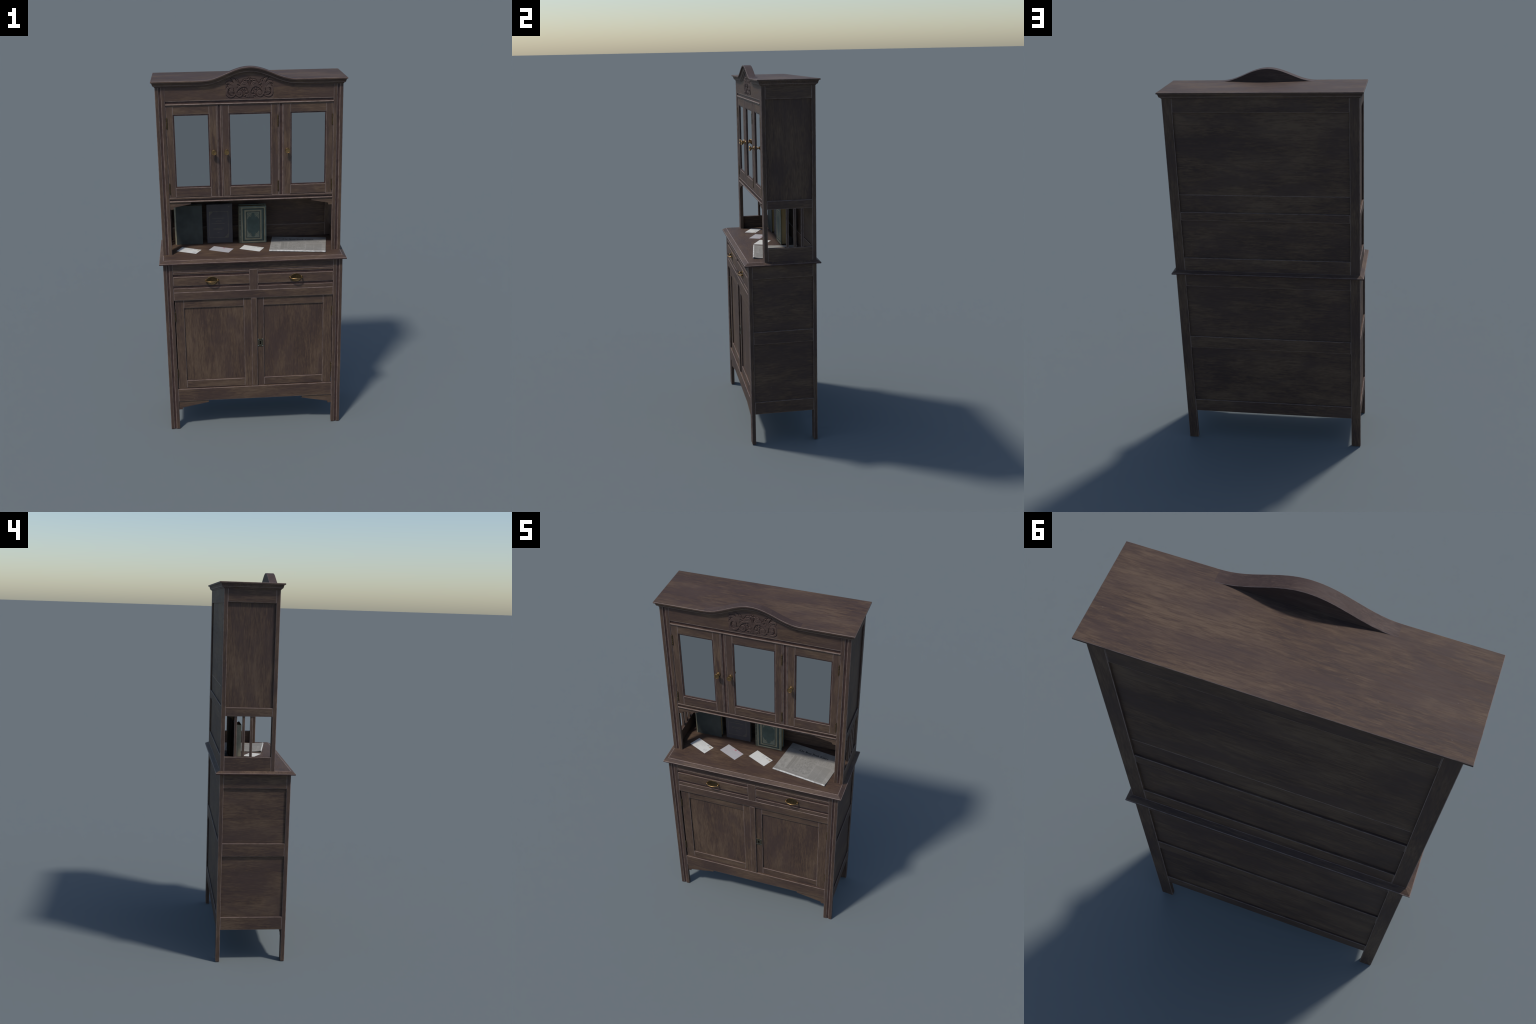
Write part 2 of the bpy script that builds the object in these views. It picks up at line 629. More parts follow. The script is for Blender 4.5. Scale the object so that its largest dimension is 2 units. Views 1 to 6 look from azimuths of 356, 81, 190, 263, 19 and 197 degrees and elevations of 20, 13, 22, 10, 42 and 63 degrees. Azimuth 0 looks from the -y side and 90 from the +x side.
def carving_strokes():
    """Strokes of the leaf-scroll relief, millimetres from the crest's centre line, z from 1800 mm:
    (points, half width at start, in the middle, at the end, height)."""
    half = []
    # upper palmette leaf beside the stem
    half.append((spline([(3, 70), (7, 92), (15, 112), (26, 119), (38, 114), (43, 106)]), 2.0, 6.5, 1.6, 2.8))
    # long leaf that rolls into the lower scroll
    half.append((spline([(3, 74), (10, 92), (24, 103), (40, 102), (56, 92), (66, 80)]), 1.8, 4.8, 3.6, 3.0))
    half.append((spiral(51, 66, 20.5, 4.5, 62, -1.45), 4.4, 4.0, 3.0, 3.0))
    half.append((spline([(43, 73), (50, 69), (57, 70), (60, 63)]), 2.6, 4.2, 2.0, 2.2))
    # under-leaf hanging from the stem and its small ring
    half.append((spline([(2, 70), (6, 62), (14, 58), (24, 57), (30, 52)]), 1.8, 3.0, 1.5, 2.4))
    half.append((spiral(14.5, 72, 6.0, 3.8, 200, 1.0), 1.6, 1.8, 1.4, 1.6))
    # outer scroll
    half.append((spline([(72, 62), (82, 53), (97, 50), (110, 57), (115.5, 72), (113, 90), (103, 98), (92, 95), (86, 84), (91, 74), (101, 76)]), 3.0, 4.6, 3.2, 3.2))
    half.append((spline([(80, 62), (88, 62), (97, 66), (103, 72)]), 2.0, 4.0, 2.0, 2.2))
    # leaves above the outer scroll
    half.append((spline([(74, 70), (76, 92), (84, 110), (98, 121), (112, 121), (117, 114)]), 2.4, 5.4, 1.5, 2.8))
    half.append((spline([(72, 66), (71, 92), (72, 115), (80, 134), (94, 143)]), 2.4, 6.8, 1.6, 2.9))
    half.append((spline([(80, 92), (90, 104), (102, 108), (110, 104)]), 1.5, 3.4, 1.2, 2.0))
    # bud and tendrils between the leaves
    half.append((spline([(70, 104), (64, 118), (60, 127), (66, 134)]), 1.4, 3.0, 1.6, 2.0))
    half.append((spline([(44, 108), (52, 112), (58, 118), (62, 112)]), 1.4, 3.0, 1.2, 1.7))
    half.append((spline([(56, 96), (64, 104), (68, 96)]), 1.4, 3.2, 1.4, 1.6))
    # bow at the top and drop at the foot
    half.append((spiral(23, 127, 8.5, 5.5, 190, 1.0, 1.25), 1.8, 2.2, 1.5, 2.0))
    half.append((spline([(2, 130), (9, 132), (15, 131)]), 1.5, 2.4, 1.5, 1.9))
    half.append((spline([(2, 60), (9, 58), (15, 50), (18, 46)]), 1.8, 4.0, 1.4, 2.2))
    half.append((spline([(1, 56), (5, 50), (9, 46)]), 1.5, 3.2, 1.2, 1.8))
    # rounded flower heads in the scrolls
    for cx, cz, r in ((51, 66, 6.5), (95, 84, 6.0), (14.5, 72, 3.6), (30, 88, 4.5), (84, 74, 4.5)):
        half.append(([(cx, cz), (cx + 0.4, cz + 0.2), (cx + 0.8, cz)], r, r, r, 3.0))
    strokes = []
    half = [(p, a * 1.1, b * 1.25, c * 1.15, h) for p, a, b, c, h in half]
    for pts, a, b, c, h in half:
        strokes.append(([(p[0], p[1]) for p in pts], a, b, c, h))
        strokes.append(([(-p[0] * 1.0 - 0.6 * math.sin(p[1] * 0.11), p[1] + 0.8 * math.cos(p[0] * 0.09)) for p in pts], a, b, c, h))
    strokes.append((spline([(0, 58), (0.4, 85), (0, 112), (0, 128)]), 2.6, 2.0, 2.2, 2.6))
    strokes.append((spiral(0, 136, 5.4, 5.0, 90, 1.0, 0.75), 1.8, 1.8, 1.8, 2.2))
    strokes.append((spline([(0, 58), (0.3, 50), (0, 44)]), 2.2, 2.0, 1.0, 2.0))
    return strokes


def build_carving():
    nx, nz = 300, 136
    dx = 2 * CARVE_X / nx
    hgt = [[0.0] * (nz + 1) for _ in range(nx + 1)]
    moat = [[99.0] * (nz + 1) for _ in range(nx + 1)]
    def zmm(i, j):
        x = -CARVE_X + dx * i
        zt = carve_top(x)
        return (CARVE_Z0 + (zt - CARVE_Z0) * j / nz - 1.8) * 1000
    Z = [[zmm(i, j) for j in range(nz + 1)] for i in range(nx + 1)]
    for pts, a, b, c, h in carving_strokes():
        n = len(pts)
        best = {}
        for q in range(n):
            t = q / (n - 1)
            w = (1 - t) ** 2 * a + 2 * t * (1 - t) * (2 * b - (a + c) / 2) + t * t * c
            px, pz = pts[q][0], pts[q][1]
            reach = w + 5.0
            i0 = max(0, int((px - reach + CARVE_X * 1000) / (dx * 1000)))
            i1 = min(nx, int((px + reach + CARVE_X * 1000) / (dx * 1000)) + 1)
            for i in range(i0, i1 + 1):
                x = (-CARVE_X + dx * i) * 1000
                col = Z[i]
                step = (col[-1] - col[0]) / nz
                j0 = max(0, int((pz - reach - col[0]) / step))
                j1 = min(nz, int((pz + reach - col[0]) / step) + 1)
                for j in range(j0, j1 + 1):
                    d = math.hypot(x - px, col[j] - pz) / w
                    key = (i, j)
                    if key not in best or d < best[key][0]:
                        best[key] = (d, w)
        for (i, j), (d, w) in best.items():
            if d < 1:
                # rounded ridge with a vein along the middle of wide leaves
                v = h * (1 - d * d) ** 0.5
                if w > 3.4:
                    v -= 1.1 * math.exp(-(d * 3.2) ** 2)
                hgt[i][j] = max(hgt[i][j], v + 0.15)
                moat[i][j] = min(moat[i][j], 0.0)
            else:
                moat[i][j] = min(moat[i][j], (d - 1) * w)
    verts, faces, deep, midx = [], [], [], []
    c = Vector((0, FRZ_Y, 1.89))
    for i in range(nx + 1):
        x = -CARVE_X + dx * i
        for j in range(nz + 1):
            h = hgt[i][j]
            if h <= 0:
                m = moat[i][j]
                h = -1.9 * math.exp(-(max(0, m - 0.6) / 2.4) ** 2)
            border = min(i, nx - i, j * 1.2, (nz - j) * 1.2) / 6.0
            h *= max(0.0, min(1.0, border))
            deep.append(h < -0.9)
            verts.append(Vector((x, FRZ_Y - h * 0.00105, 1.8 + Z[i][j] * 0.001)) - c)
    m = nz + 1
    for i in range(nx):
        for j in range(nz):
            q = (i * m + j, (i + 1) * m + j, (i + 1) * m + j + 1, i * m + j + 1)
            faces.append(q)
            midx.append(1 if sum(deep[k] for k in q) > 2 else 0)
    me = bpy.data.meshes.new('carved_ornament')
    me.from_pydata([tuple(v) for v in verts], [], faces)
    me.shade_smooth()
    for p, k in zip(me.polygons, midx):
        p.material_index = k
    add_object('carved_ornament', me, [CREST_WOOD, GROOVE], cab, c)


build_frieze()
build_carving()

# ------------------------------------------------------------------ rails of the hutch front
def bead_rail(name, z_top, z_bot, flat):
    """Rail with a groove and a half-round bead; flat = height of the fillet above the groove."""
    yb = YF_UP + POST_D
    y = FRZ_Y
    r = 0.0050
    zc = z_bot + r
    prof, seg = [], []
    def p(a, b, m):
        prof.append((a, b)); seg.append(m)
    p(yb, z_top, 0)
    if flat > 0:
        p(y + 0.0012, z_top, 1); p(y, z_top - 0.0012, 0); p(y, z_top - flat + 0.0012, 1); p(y + 0.001, z_top - flat, 2)
    else:
        pass
    p(y + 0.0045, z_top - flat, 2)
    p(y + 0.0045, zc + r * 0.9, 2)
    for k in range(9):
        a = math.pi / 2 - math.pi * k / 8
        p(y + 0.0018 - r * math.cos(a), zc + r * math.sin(a), 1 if 2 <= k <= 3 else 0)  # two upper facets coloured pale to paint the bead's rounded highlight
    p(yb, z_bot, 0)
    return prism(name, prof, 0, -XI, XI, [WOOD[0], WORN, GROOVE], seg, cab)


bead_rail('frieze_bead_rail', 1.8322, 1.8105, 0.0)
bead_rail('hutch_bottom_rail', 1.3295, 1.3018, 0.0095)

# corner brackets
def bracket(side, x_tip, z_top, z_tip, z_inner, z_step, y0, y1, x_step=0.4090):
    pts = [(XI * side, z_top), (x_tip * side, z_top), (x_tip * side, z_tip), ((x_step - 0.001) * side, z_inner), (x_step * side, z_step), (XI * side, z_step)]
    prof = [(x, z) for x, z in pts]
    return prism('corner_bracket', prof, 1, y0, y1, [WOOD[0], WORN], [0, 0, 0, 0, 0, 0], cab)

for s in (-1, 1):
    bracket(s, 0.3185, 1.3030, 1.2925, 1.2762, 1.2655, -0.0902, -0.0780)
    bracket(s, 0.2620, 0.1730, 0.1582, 0.1300, 0.1190, -0.1730, -0.1600)

# mullions between the mirror doors
for s in (-1, 1):
    x0, x1, g0, g1 = 0.1442, 0.1710, 0.1515, 0.1645
    yf, yb = -0.0914, YF_UP + POST_D
    pts = [(x0, yb), (x0, yf), (g0, yf), (g0 + 0.002, yf + 0.004), (g1 - 0.002, yf + 0.004), (g1, yf), (x1, yf), (x1, yb)]
    pts = [(s * x, y) for x, y in pts]
    prof, seg = worn_profile(pts, [(1, 0), (1, 0), (1, 2), (0, 2), (0, 2), (1, 0), (1, 0), (1, 0)], 0.0017)
    prism('mullion', prof, 2, 1.3285, 1.8115, [WOOD[2], WORN, GROOVE], seg, cab)

# ------------------------------------------------------------------ hardware meshes
def hinge_mesh(length=0.054, r=0.0034):
    parts = []
    n = 5
    L = length / n
    for k in range(n):
        me = lathe('knuckle', [(r * 0.8, 0), (r, 0.0006), (r, L - 0.0010), (r * 0.8, L - 0.0004)], 14)
        m = Matrix.Rotation(-math.pi / 2, 4, 'X')
        parts.append((me, Matrix.Translation((0, 0, -length / 2 + k * L)) @ m, 0))
    tip = lathe('tip', [(0.0014, 0), (r * 0.75, 0.0008), (r * 0.55, 0.0026), (0.0006, 0.0034)], 12)
    parts.append((tip, Matrix.Translation((0, 0, length / 2)) @ Matrix.Rotation(-math.pi / 2, 4, 'X'), 0))
    parts.append((tip, Matrix.Translation((0, 0, -length / 2)) @ Matrix.Rotation(math.pi / 2, 4, 'X'), 0))
    leaf = box_mesh('leaf', 0.0090, 0.0016, length - 0.002, 0.0003)
    parts.append((leaf, Matrix.Translation((0, 0.0028, 0)), 0))
    me = join_meshes('hinge', parts)
    for p in me.polygons:
        p.material_index = 0
    me.materials.append(BRASS_HINGE)
    return me

HINGE = hinge_mesh()
KNOB = lathe('knob', [(0.0002, 0.0), (0.0100, 0.0), (0.0108, 0.0014), (0.0100, 0.0034), (0.0066, 0.0044), (0.0044, 0.0062), (0.0040, 0.0110),
                      (0.0048, 0.0140), (0.0092, 0.0170), (0.0122, 0.0205), (0.0130, 0.0232), (0.0130, 0.0258), (0.0122, 0.0270), (0.0106, 0.0268), (0.0102, 0.0260), (0.0002, 0.0262)], 36)
KNOB.materials.append(BRASS)


def copy_mesh(name, mesh, parent, loc, rot=None):
    o = bpy.data.objects.new(name, mesh)
    COL.objects.link(o)
    place(o, parent, loc, rot)
    return o


# ------------------------------------------------------------------ mirror doors
DOOR_Y = -0.0905
DOOR_BACK = -0.0745
D_Z0, D_Z1 = 1.3300, 1.8100
M_Z0, M_Z1 = 1.3815, 1.7650        # clear opening between the rails


def frame_ring(name, x0, x1, z0, z1, w, y0, y1, mats, parent):
    """Rectangular ring lying in the xz plane, w wide inwards."""
    out = [(x0, z0), (x1, z0), (x1, z1), (x0, z1)]
    inn = [(x0 + w, z0 + w), (x1 - w, z0 + w), (x1 - w, z1 - w), (x0 + w, z1 - w)]
    c = Vector(((x0 + x1) / 2, (y0 + y1) / 2, (z0 + z1) / 2))
    verts = []
    for y in (y0, y1):
        verts += [Vector((x, y, z)) - c for x, z in out] + [Vector((x, y, z)) - c for x, z in inn]
    faces = []
    for k in range(4):
        k2 = (k + 1) % 4
        faces += [(k, k2, 4 + k2, 4 + k), (8 + k, 12 + k, 12 + k2, 8 + k2), (k, 8 + k, 8 + k2, k2), (4 + k, 4 + k2, 12 + k2, 12 + k)]
    me = mesh_from(name, verts, faces)
    return add_object(name, me, mats, parent, c)


def mirror_door(x0, x1, wl, wr, knob_x, hinge_x):
    xi0, xi1 = x0 + wl, x1 - wr
    door = frame_ring('mirror_door', xi0 - 0.0010, xi1 + 0.0010, M_Z0 - 0.0010, M_Z1 + 0.0010, 0.0072, DOOR_Y + 0.0032, DOOR_Y + 0.0085, [GROOVE], cab)
    box('door_stile', x0, xi0, DOOR_Y, DOOR_BACK, D_Z0, D_Z1, WOOD[2], door, 0.0019)
    box('door_stile', xi1, x1, DOOR_Y, DOOR_BACK, D_Z0, D_Z1, WOOD[2], door, 0.0019)
    box('door_rail', xi0, xi1, DOOR_Y + 0.0006, DOOR_BACK, M_Z1, D_Z1, WOOD[0], door, 0.0019)
    box('door_rail', xi0, xi1, DOOR_Y + 0.0006, DOOR_BACK, D_Z0 + 0.003, M_Z0, WOOD[0], door, 0.0019)
    me = box_mesh('mirror_pane', xi1 - xi0 - 0.002, 0.003, M_Z1 - M_Z0 - 0.002, 0)
    add_object('mirror_pane', me, [MIRROR], door, ((xi0 + xi1) / 2, DOOR_Y + 0.0076, (M_Z0 + M_Z1) / 2))
    copy_mesh('knob', KNOB, door, (knob_x, DOOR_Y + 0.0002, 1.5692))
    for zc in (1.7225, 1.3778):
        copy_mesh('hinge', HINGE, door, (hinge_x, DOOR_Y - 0.0012, zc))


mirror_door(-0.4270, -0.1716, 0.0345, 0.0375, -0.1895, -0.4240)
mirror_door(-0.1434, 0.1434, 0.0345, 0.0345, -0.1240, 0.1424)
mirror_door(0.1716, 0.4270, 0.0360, 0.0345, 0.1905, 0.4240)

# ------------------------------------------------------------------ base front: rails, divider, drawers
FY = YF_LOW + 0.0008
box('drawer_top_rail', -XI, XI, FY, YF_LOW + POST_D, 0.9470, 0.9935, WOOD[0], cab)
box('drawer_bottom_rail', -XI, XI, FY, YF_LOW + POST_D, 0.7825, 0.8285, WOOD[0], cab, 0.0022)
box('drawer_divider', -0.0222, 0.0226, FY, YF_LOW + POST_D, 0.8282, 0.9473, WOOD[2], cab, 0.0022)
box('plinth_rail', -XI, XI, FY, YF_LOW + POST_D, 0.1718, 0.2480, WOOD[0], cab, 0.0020)

# pull: oval plate, rim, two ball ends and a bail standing forward
def pull_plate_mesh():
    rx, rz = 0.0300, 0.0234
    prof = [(1.0, 0.0), (1.0, 0.0016), (0.96, 0.0024), (0.90, 0.0024), (0.86, 0.0014), (0.0001, 0.0012)]
    verts, faces, midx = [], [], []
    n = 40
    for j, (k, d) in enumerate(prof):
        for i in range(n):
            a = 2 * math.pi * i / n
            verts.append((rx * k * math.cos(a), -d, rz * k * math.sin(a)))
    for j in range(len(prof) - 1):
        for i in range(n):
            i2 = (i + 1) % n
            faces.append((j * n + i, j * n + i2, j * n + n + i2, j * n + n + i))
            midx.append(1 if j >= 4 else 0)
    faces.append(tuple(range(n))); midx.append(0)
    parts = [(mesh_from('oval', verts, faces, midx, smooth=True), Matrix.Identity(4), 0)]
    rosette = lathe('rosette', [(0.0072, 0), (0.0072, 0.0014), (0.0060, 0.0026), (0.0030, 0.0030), (0.0002, 0.0030)], 20)
    for s in (-1, 1):
        parts.append((rosette, Matrix.Translation((s * 0.0305, 0, 0.0015)), 0))
    return join_meshes('drawer_pull_plate', parts)


def pull_bail_mesh():
    path, rad = [], []
    for i in range(33):
        a = math.pi * i / 32
        path.append((-0.0312 * math.cos(a), -0.0065 - 0.0165 * math.sin(a), -0.0010 * math.sin(a)))
        rad.append(0.0018 + 0.0014 * math.sin(a))
    parts = [(tube('bail', path, rad, 12), Matrix.Identity(4), 0)]
    ball = lathe('ball', [(0.0034, 0), (0.0030, 0.0024), (0.0042, 0.0050), (0.0050, 0.0078), (0.0046, 0.0102), (0.0030, 0.0122), (0.0002, 0.0130)], 18)
    for s in (-1, 1):
        parts.append((ball, Matrix.Translation((s * 0.0312, 0.0, 0)), 0))
    return join_meshes('drawer_pull_bail', parts)

PULL_PLATE = pull_plate_mesh(); PULL_PLATE.materials.append(BRASS_RIM); PULL_PLATE.materials.append(BRASS_DARK)
PULL_BAIL = pull_bail_mesh(); PULL_BAIL.materials.append(BRASS)
for p in PULL_BAIL.polygons:
    p.use_smooth = True

for x0, x1, xc in ((-0.4275, -0.0232, -0.2222), (0.0236, 0.4275, 0.2277)):
    d = box('drawer', x0, x1, FY + 0.0050, FY + 0.0180, 0.8290, 0.9465, GROOVE, cab, 0.0006, GROOVE)
    yb = FY + 0.0066
    box('drawer_moulding', x0, x1, FY + 0.0014, yb, 0.8290, 0.8512, WOOD[0], d, 0.0022)
    box('drawer_moulding', x0, x1, FY + 0.0002, yb, 0.8652, 0.9172, WOOD[0], d, 0.0026)
    box('drawer_moulding', x0, x1, FY + 0.0014, yb, 0.9305, 0.9432, WOOD[0], d, 0.0022)
    copy_mesh('drawer_pull_plate', PULL_PLATE, d, (xc, FY + 0.0004, 0.8905))
    copy_mesh('drawer_pull_bail', PULL_BAIL, d, (xc, FY - 0.0006, 0.8925))

# ------------------------------------------------------------------ cupboard doors
CY = YF_LOW + 0.0092
C_Z0, C_Z1 = 0.2490, 0.7810
P_Z0, P_Z1 = 0.2960, 0.7335


def cupboard_door(x0, x1, wl, wr, hinge_x):
    xi0, xi1 = x0 + wl, x1 - wr
    door = box('cupboard_door', x0 + 0.004, x1 - 0.004, CY + 0.0120, CY + 0.0160, C_Z0 + 0.003, C_Z1, WOOD[2], cab, 0.0006)
    box('door_stile', x0, xi0, CY, CY + 0.0130, C_Z0, C_Z1, WOOD[2], door, 0.0020)
    box('door_stile', xi1, x1, CY, CY + 0.0130, C_Z0, C_Z1, WOOD[2], door, 0.0020)
    box('door_rail', xi0, xi1, CY + 0.0005, CY + 0.0130, P_Z1, C_Z1, WOOD[0], door, 0.0018)
    box('door_rail', xi0, xi1, CY + 0.0005, CY + 0.0130, C_Z0 + 0.0025, P_Z0, WOOD[0], door, 0.0022)
    box('door_panel', xi0 + 0.0012, xi1 - 0.0012, CY + 0.0072, CY + 0.0128, P_Z0 + 0.0008, P_Z1 - 0.0008, WOOD[2], door, 0.0018)
    for zc in (0.6850, 0.3430):
        copy_mesh('hinge', HINGE, door, (hinge_x, CY - 0.0026, zc))
    return door


cupboard_door(-0.4236, -0.0146, 0.0462, 0.0408, -0.4262)
right_door = cupboard_door(0.0148, 0.4256, 0.0378, 0.0490, 0.4262)
box('door_astragal', -0.0142, 0.0154, YF_LOW + 0.0014, CY + 0.0100, C_Z0 + 0.0003, C_Z1, WOOD[2], right_door, 0.0018)
# dark gap strip right of the astragal
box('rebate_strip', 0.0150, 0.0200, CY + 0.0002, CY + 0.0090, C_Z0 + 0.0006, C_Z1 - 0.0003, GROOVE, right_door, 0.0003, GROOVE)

# escutcheon with key hole
lx, lz, ly = 0.0331, 0.5120, CY - 0.0012
esc = box('lock_plate', lx - 0.0160, lx + 0.0160, ly - 0.0010, ly + 0.0030, lz - 0.0238, lz + 0.0238, PLATE, right_door, 0.0008, BRASS)
for sx in (-1, 1):
    for sz in (-1, 1):
        me = lathe('screw_head', [(0.0026, 0), (0.0026, 0.0006), (0.0018, 0.0013), (0.0002, 0.0015)], 14)
        add_object('screw_head', me, [SCREW], right_door, (lx + sx * 0.0122, ly - 0.0009, lz + sz * 0.0195))


def keyhole_mesh():
    pts = []
    for k in range(17):
        a = math.radians(-55 + (290) * k / 16)
        pts.append((0.0040 * math.cos(a), 0.0045 + 0.0040 * math.sin(a)))
    pts += [(-0.0042, -0.0085), (0.0042, -0.0085)]
    verts = [(x, -0.0008, z) for x, z in pts] + [(x, 0.0008, z) for x, z in pts]
    n = len(pts)
    faces = [tuple(range(n)), tuple(range(2 * n - 1, n - 1, -1))] + [(i, n + i, n + (i + 1) % n, (i + 1) % n) for i in range(n)]
    return mesh_from('keyhole', verts, faces)

add_object('keyhole', keyhole_mesh(), [BLACK], right_door, (lx - 0.001, ly - 0.0006, lz))

# ================================================================== things on the counter
ZC = Z_COUNTER1 + 0.0002

# ------------------------------------------------------------------ books
def cloth(name, color, var=0.25):
    n = Nodes(name)
    vec = n.obj(rnd=1.0)
    weave = n.noise(n.mapped(vec, (900, 900, 900)), 1.0, 1.0, 0.5)
    big = n.noise(n.mapped(vec, (16, 16, 16)), 1.0, 4.0, 0.6)
    k = n.math('ADD', n.math('MULTIPLY', big, 0.7), n.math('MULTIPLY', weave, 0.3))
    lo = tuple(c * (1 - var) for c in color)
    hi = tuple(c * (1 + var) for c in color)
    return n.finish(n.ramp(k, [(0.38, lo), (0.62, hi)]), 0.6, spec=0.4)


def pages_mat(name, color):
    n = Nodes(name)
    vec = n.obj()
    k = n.noise(n.mapped(vec, (6, 1500, 6)), 1.0, 2.0, 0.5)
    lo = tuple(c * 0.7 for c in color)
    return n.finish(n.ramp(k, [(0.35, lo), (0.6, color)]), 0.8, spec=0.2)


PAGES = pages_mat('aged_pages', (0.42, 0.30, 0.15))
GOLD = make_plain('gilt_print', (0.20, 0.18, 0.11), 0.45, 0.15, 0.3, 300)
C_SLATE = cloth('slate_green_cloth', (0.036, 0.041, 0.038))
C_KHAKI = cloth('khaki_spine_cloth', (0.30, 0.27, 0.19))
C_MAUVE = cloth('dark_mauve_cloth', (0.056, 0.048, 0.052), 0.12)
C_GREEN = cloth('deep_green_cloth', (0.056, 0.080, 0.068), 0.2)
C_GREEN_D = cloth('dark_green_line', (0.018, 0.028, 0.026), 0.15)
C_TEAL = cloth('grey_teal_cloth', (0.115, 0.140, 0.115), 0.25)
C_OLIVE = cloth('olive_beige_print', (0.255, 0.225, 0.145), 0.25)
C_PALE = cloth('pale_green_print', (0.130, 0.150, 0.118), 0.35)
C_SPINE = cloth('worn_olive_spine', (0.085, 0.080, 0.055), 0.4)


def book(label, x0, x1, y0, y1, z1, cover, spine, spine_round=0.0045, cover_t=0.0026):
    """Upright book seen from its front cover; spine on the left (-x)."""
    b = empty('book', label, 'book', ((x0 + x1) / 2, (y0 + y1) / 2, ZC))
    e = 0.0007
    box('book_cover', x0 + spine_round, x1, y0, y0 + cover_t, ZC, z1, cover, b, e, cover)
    box('book_cover', x0 + spine_round, x1, y1 - cover_t, y1, ZC, z1, cover, b, e, cover)
    box('page_block', x0 + spine_round + 0.001, x1 - 0.0045, y0 + cover_t, y1 - cover_t, ZC + 0.0035, z1 - 0.0045, PAGES, b, 0.0005, PAGES)
    # rounded spine
    n = 14
    ym, hy = (y0 + y1) / 2, (y1 - y0) / 2
    outer = [(x0 + spine_round * (1 - math.sin(math.pi * k / n)) + 0.0004, ym - hy * math.cos(math.pi * k / n)) for k in range(n + 1)]
    inner = [(x + 0.0022 if 0 < k < n else x + 0.0006, ym + (y - ym) * 0.93) for k, (x, y) in enumerate(outer)]
    prof = outer + list(reversed(inner))
    o = prism('book_spine', prof, 2, ZC, z1, [spine], [0] * len(prof), b)
    return b


def flat_strip(verts2d, depth_y, thick, name, mat, parent):
    """Thin printed or stamped patch on a vertical cover; polygon in xz."""
    n = len(verts2d)
    c = Vector((sum(v[0] for v in verts2d) / n, depth_y, sum(v[1] for v in verts2d) / n))
    verts = [Vector((x, depth_y - thick, z)) - c for x, z in verts2d] + [Vector((x, depth_y + 0.0002, z)) - c for x, z in verts2d]
    faces = [tuple(range(n)), tuple(range(2 * n - 1, n - 1, -1))] + [(i, n + i, n + (i + 1) % n, (i + 1) % n) for i in range(n)]
    return add_object(name, mesh_from(name, verts, faces), [mat], parent, c)


def ribbon_verts(path, w):
    """2-D ribbon outline along a path."""
    P = [Vector(p) for p in path]
    L, R = [], []
    for i in range(len(P)):
        t = (P[min(i + 1, len(P) - 1)] - P[max(i - 1, 0)])
        t = t.normalized() if t.length > 0 else Vector((1, 0))
        nrm = Vector((-t.y, t.x))
        ww = w[i] if isinstance(w, (list, tuple)) else w
        L.append(P[i] + nrm * ww / 2)
        R.append(P[i] - nrm * ww / 2)
    return L, R


def ribbons_on(name, paths, to3d, mat, parent, thick=0.0003, centre=(0, 0, 0)):
    """Many ribbons as one mesh. to3d(u, v, k) -> point k metres above the surface."""
    verts, faces = [], []
    c = Vector(centre)
    for r, (path, w) in enumerate(paths):
        L, R = ribbon_verts(path, w)
        k = thick + 0.000012 * (r % 24)
        base = len(verts)
        for a, b in zip(L, R):
            verts.append(Vector(to3d(a[0], a[1], k)) - c)
            verts.append(Vector(to3d(b[0], b[1], k)) - c)
        for i in range(len(L) - 1):
            faces.append((base + 2 * i, base + 2 * i + 1, base + 2 * i + 3, base + 2 * i + 2))
    me = bpy.data.meshes.new(name)
    me.from_pydata([tuple(v) for v in verts], [], faces)
    o = add_object(name, me, [mat], parent, c)
    o['kind'] = 'stuff'
    return o


def scribble(x0, x1, z, amp, rnd, step=0.0022, slope=0.0):
    """Handwriting-like wavy line."""
    pts, x, k = [], x0, 0
    while x < x1:
        pts.append((x, z + slope * (x - x0) + amp * (0.9 if k % 2 else -0.5) * rnd.uniform(0.4, 1.3)))
        x += step * rnd.uniform(0.6, 1.4)
        k += 1
    return pts


# slate-green book with khaki spine
b1 = book('upright old book with slate green cover and khaki spine', -0.4140, -0.2612, 0.0730, 0.1040, 1.2345, C_SLATE, C_KHAKI, 0.0085)
rb = random.Random(3)
lines = []
for z in (1.214, 1.207, 1.196, 1.162, 1.149):
    lines.append((scribble(0.078, 0.100, z, 0.0010, rb), 0.0007))
ribbons_on('spine_lettering', [(p, w) for p, w in lines], lambda u, v, k: (-0.4140 + 0.0085 * (1 - math.sin(math.pi * (u - 0.073) / 0.031)) + 0.0004 - k, u, v), GOLD, b1, 0.0004, (-0.41, 0.088, 1.15))

# dark mauve book with gilt frame
b2 = book('thin upright book with dark mauve cover and gilt frame', -0.2388, -0.0957, 0.0835, 0.1040, 1.2335, C_MAUVE, C_MAUVE)
fr = [(-0.2225, 1.0425), (-0.1190, 1.0425), (-0.1190, 1.1925), (-0.2225, 1.1925)]
rb = random.Random(5)
paths = []
for i in range(4):
    paths.append(([fr[i], fr[(i + 1) % 4]], 0.0009))
for (xa, xb, z, amp) in ((-0.2045, -0.1370, 1.1548, 0.0016), (-0.1880, -0.1550, 1.1380, 0.0018), (-0.2090, -0.1365, 1.1242, 0.0013), (-0.2020, -0.1440, 1.0968, 0.0010),
                         (-0.2020, -0.1500, 1.0880, 0.0010), (-0.1790, -0.1680, 1.0705, 0.0010)):
    paths.append((scribble(xa, xb, z, amp, rb, 0.0016), 0.0010))
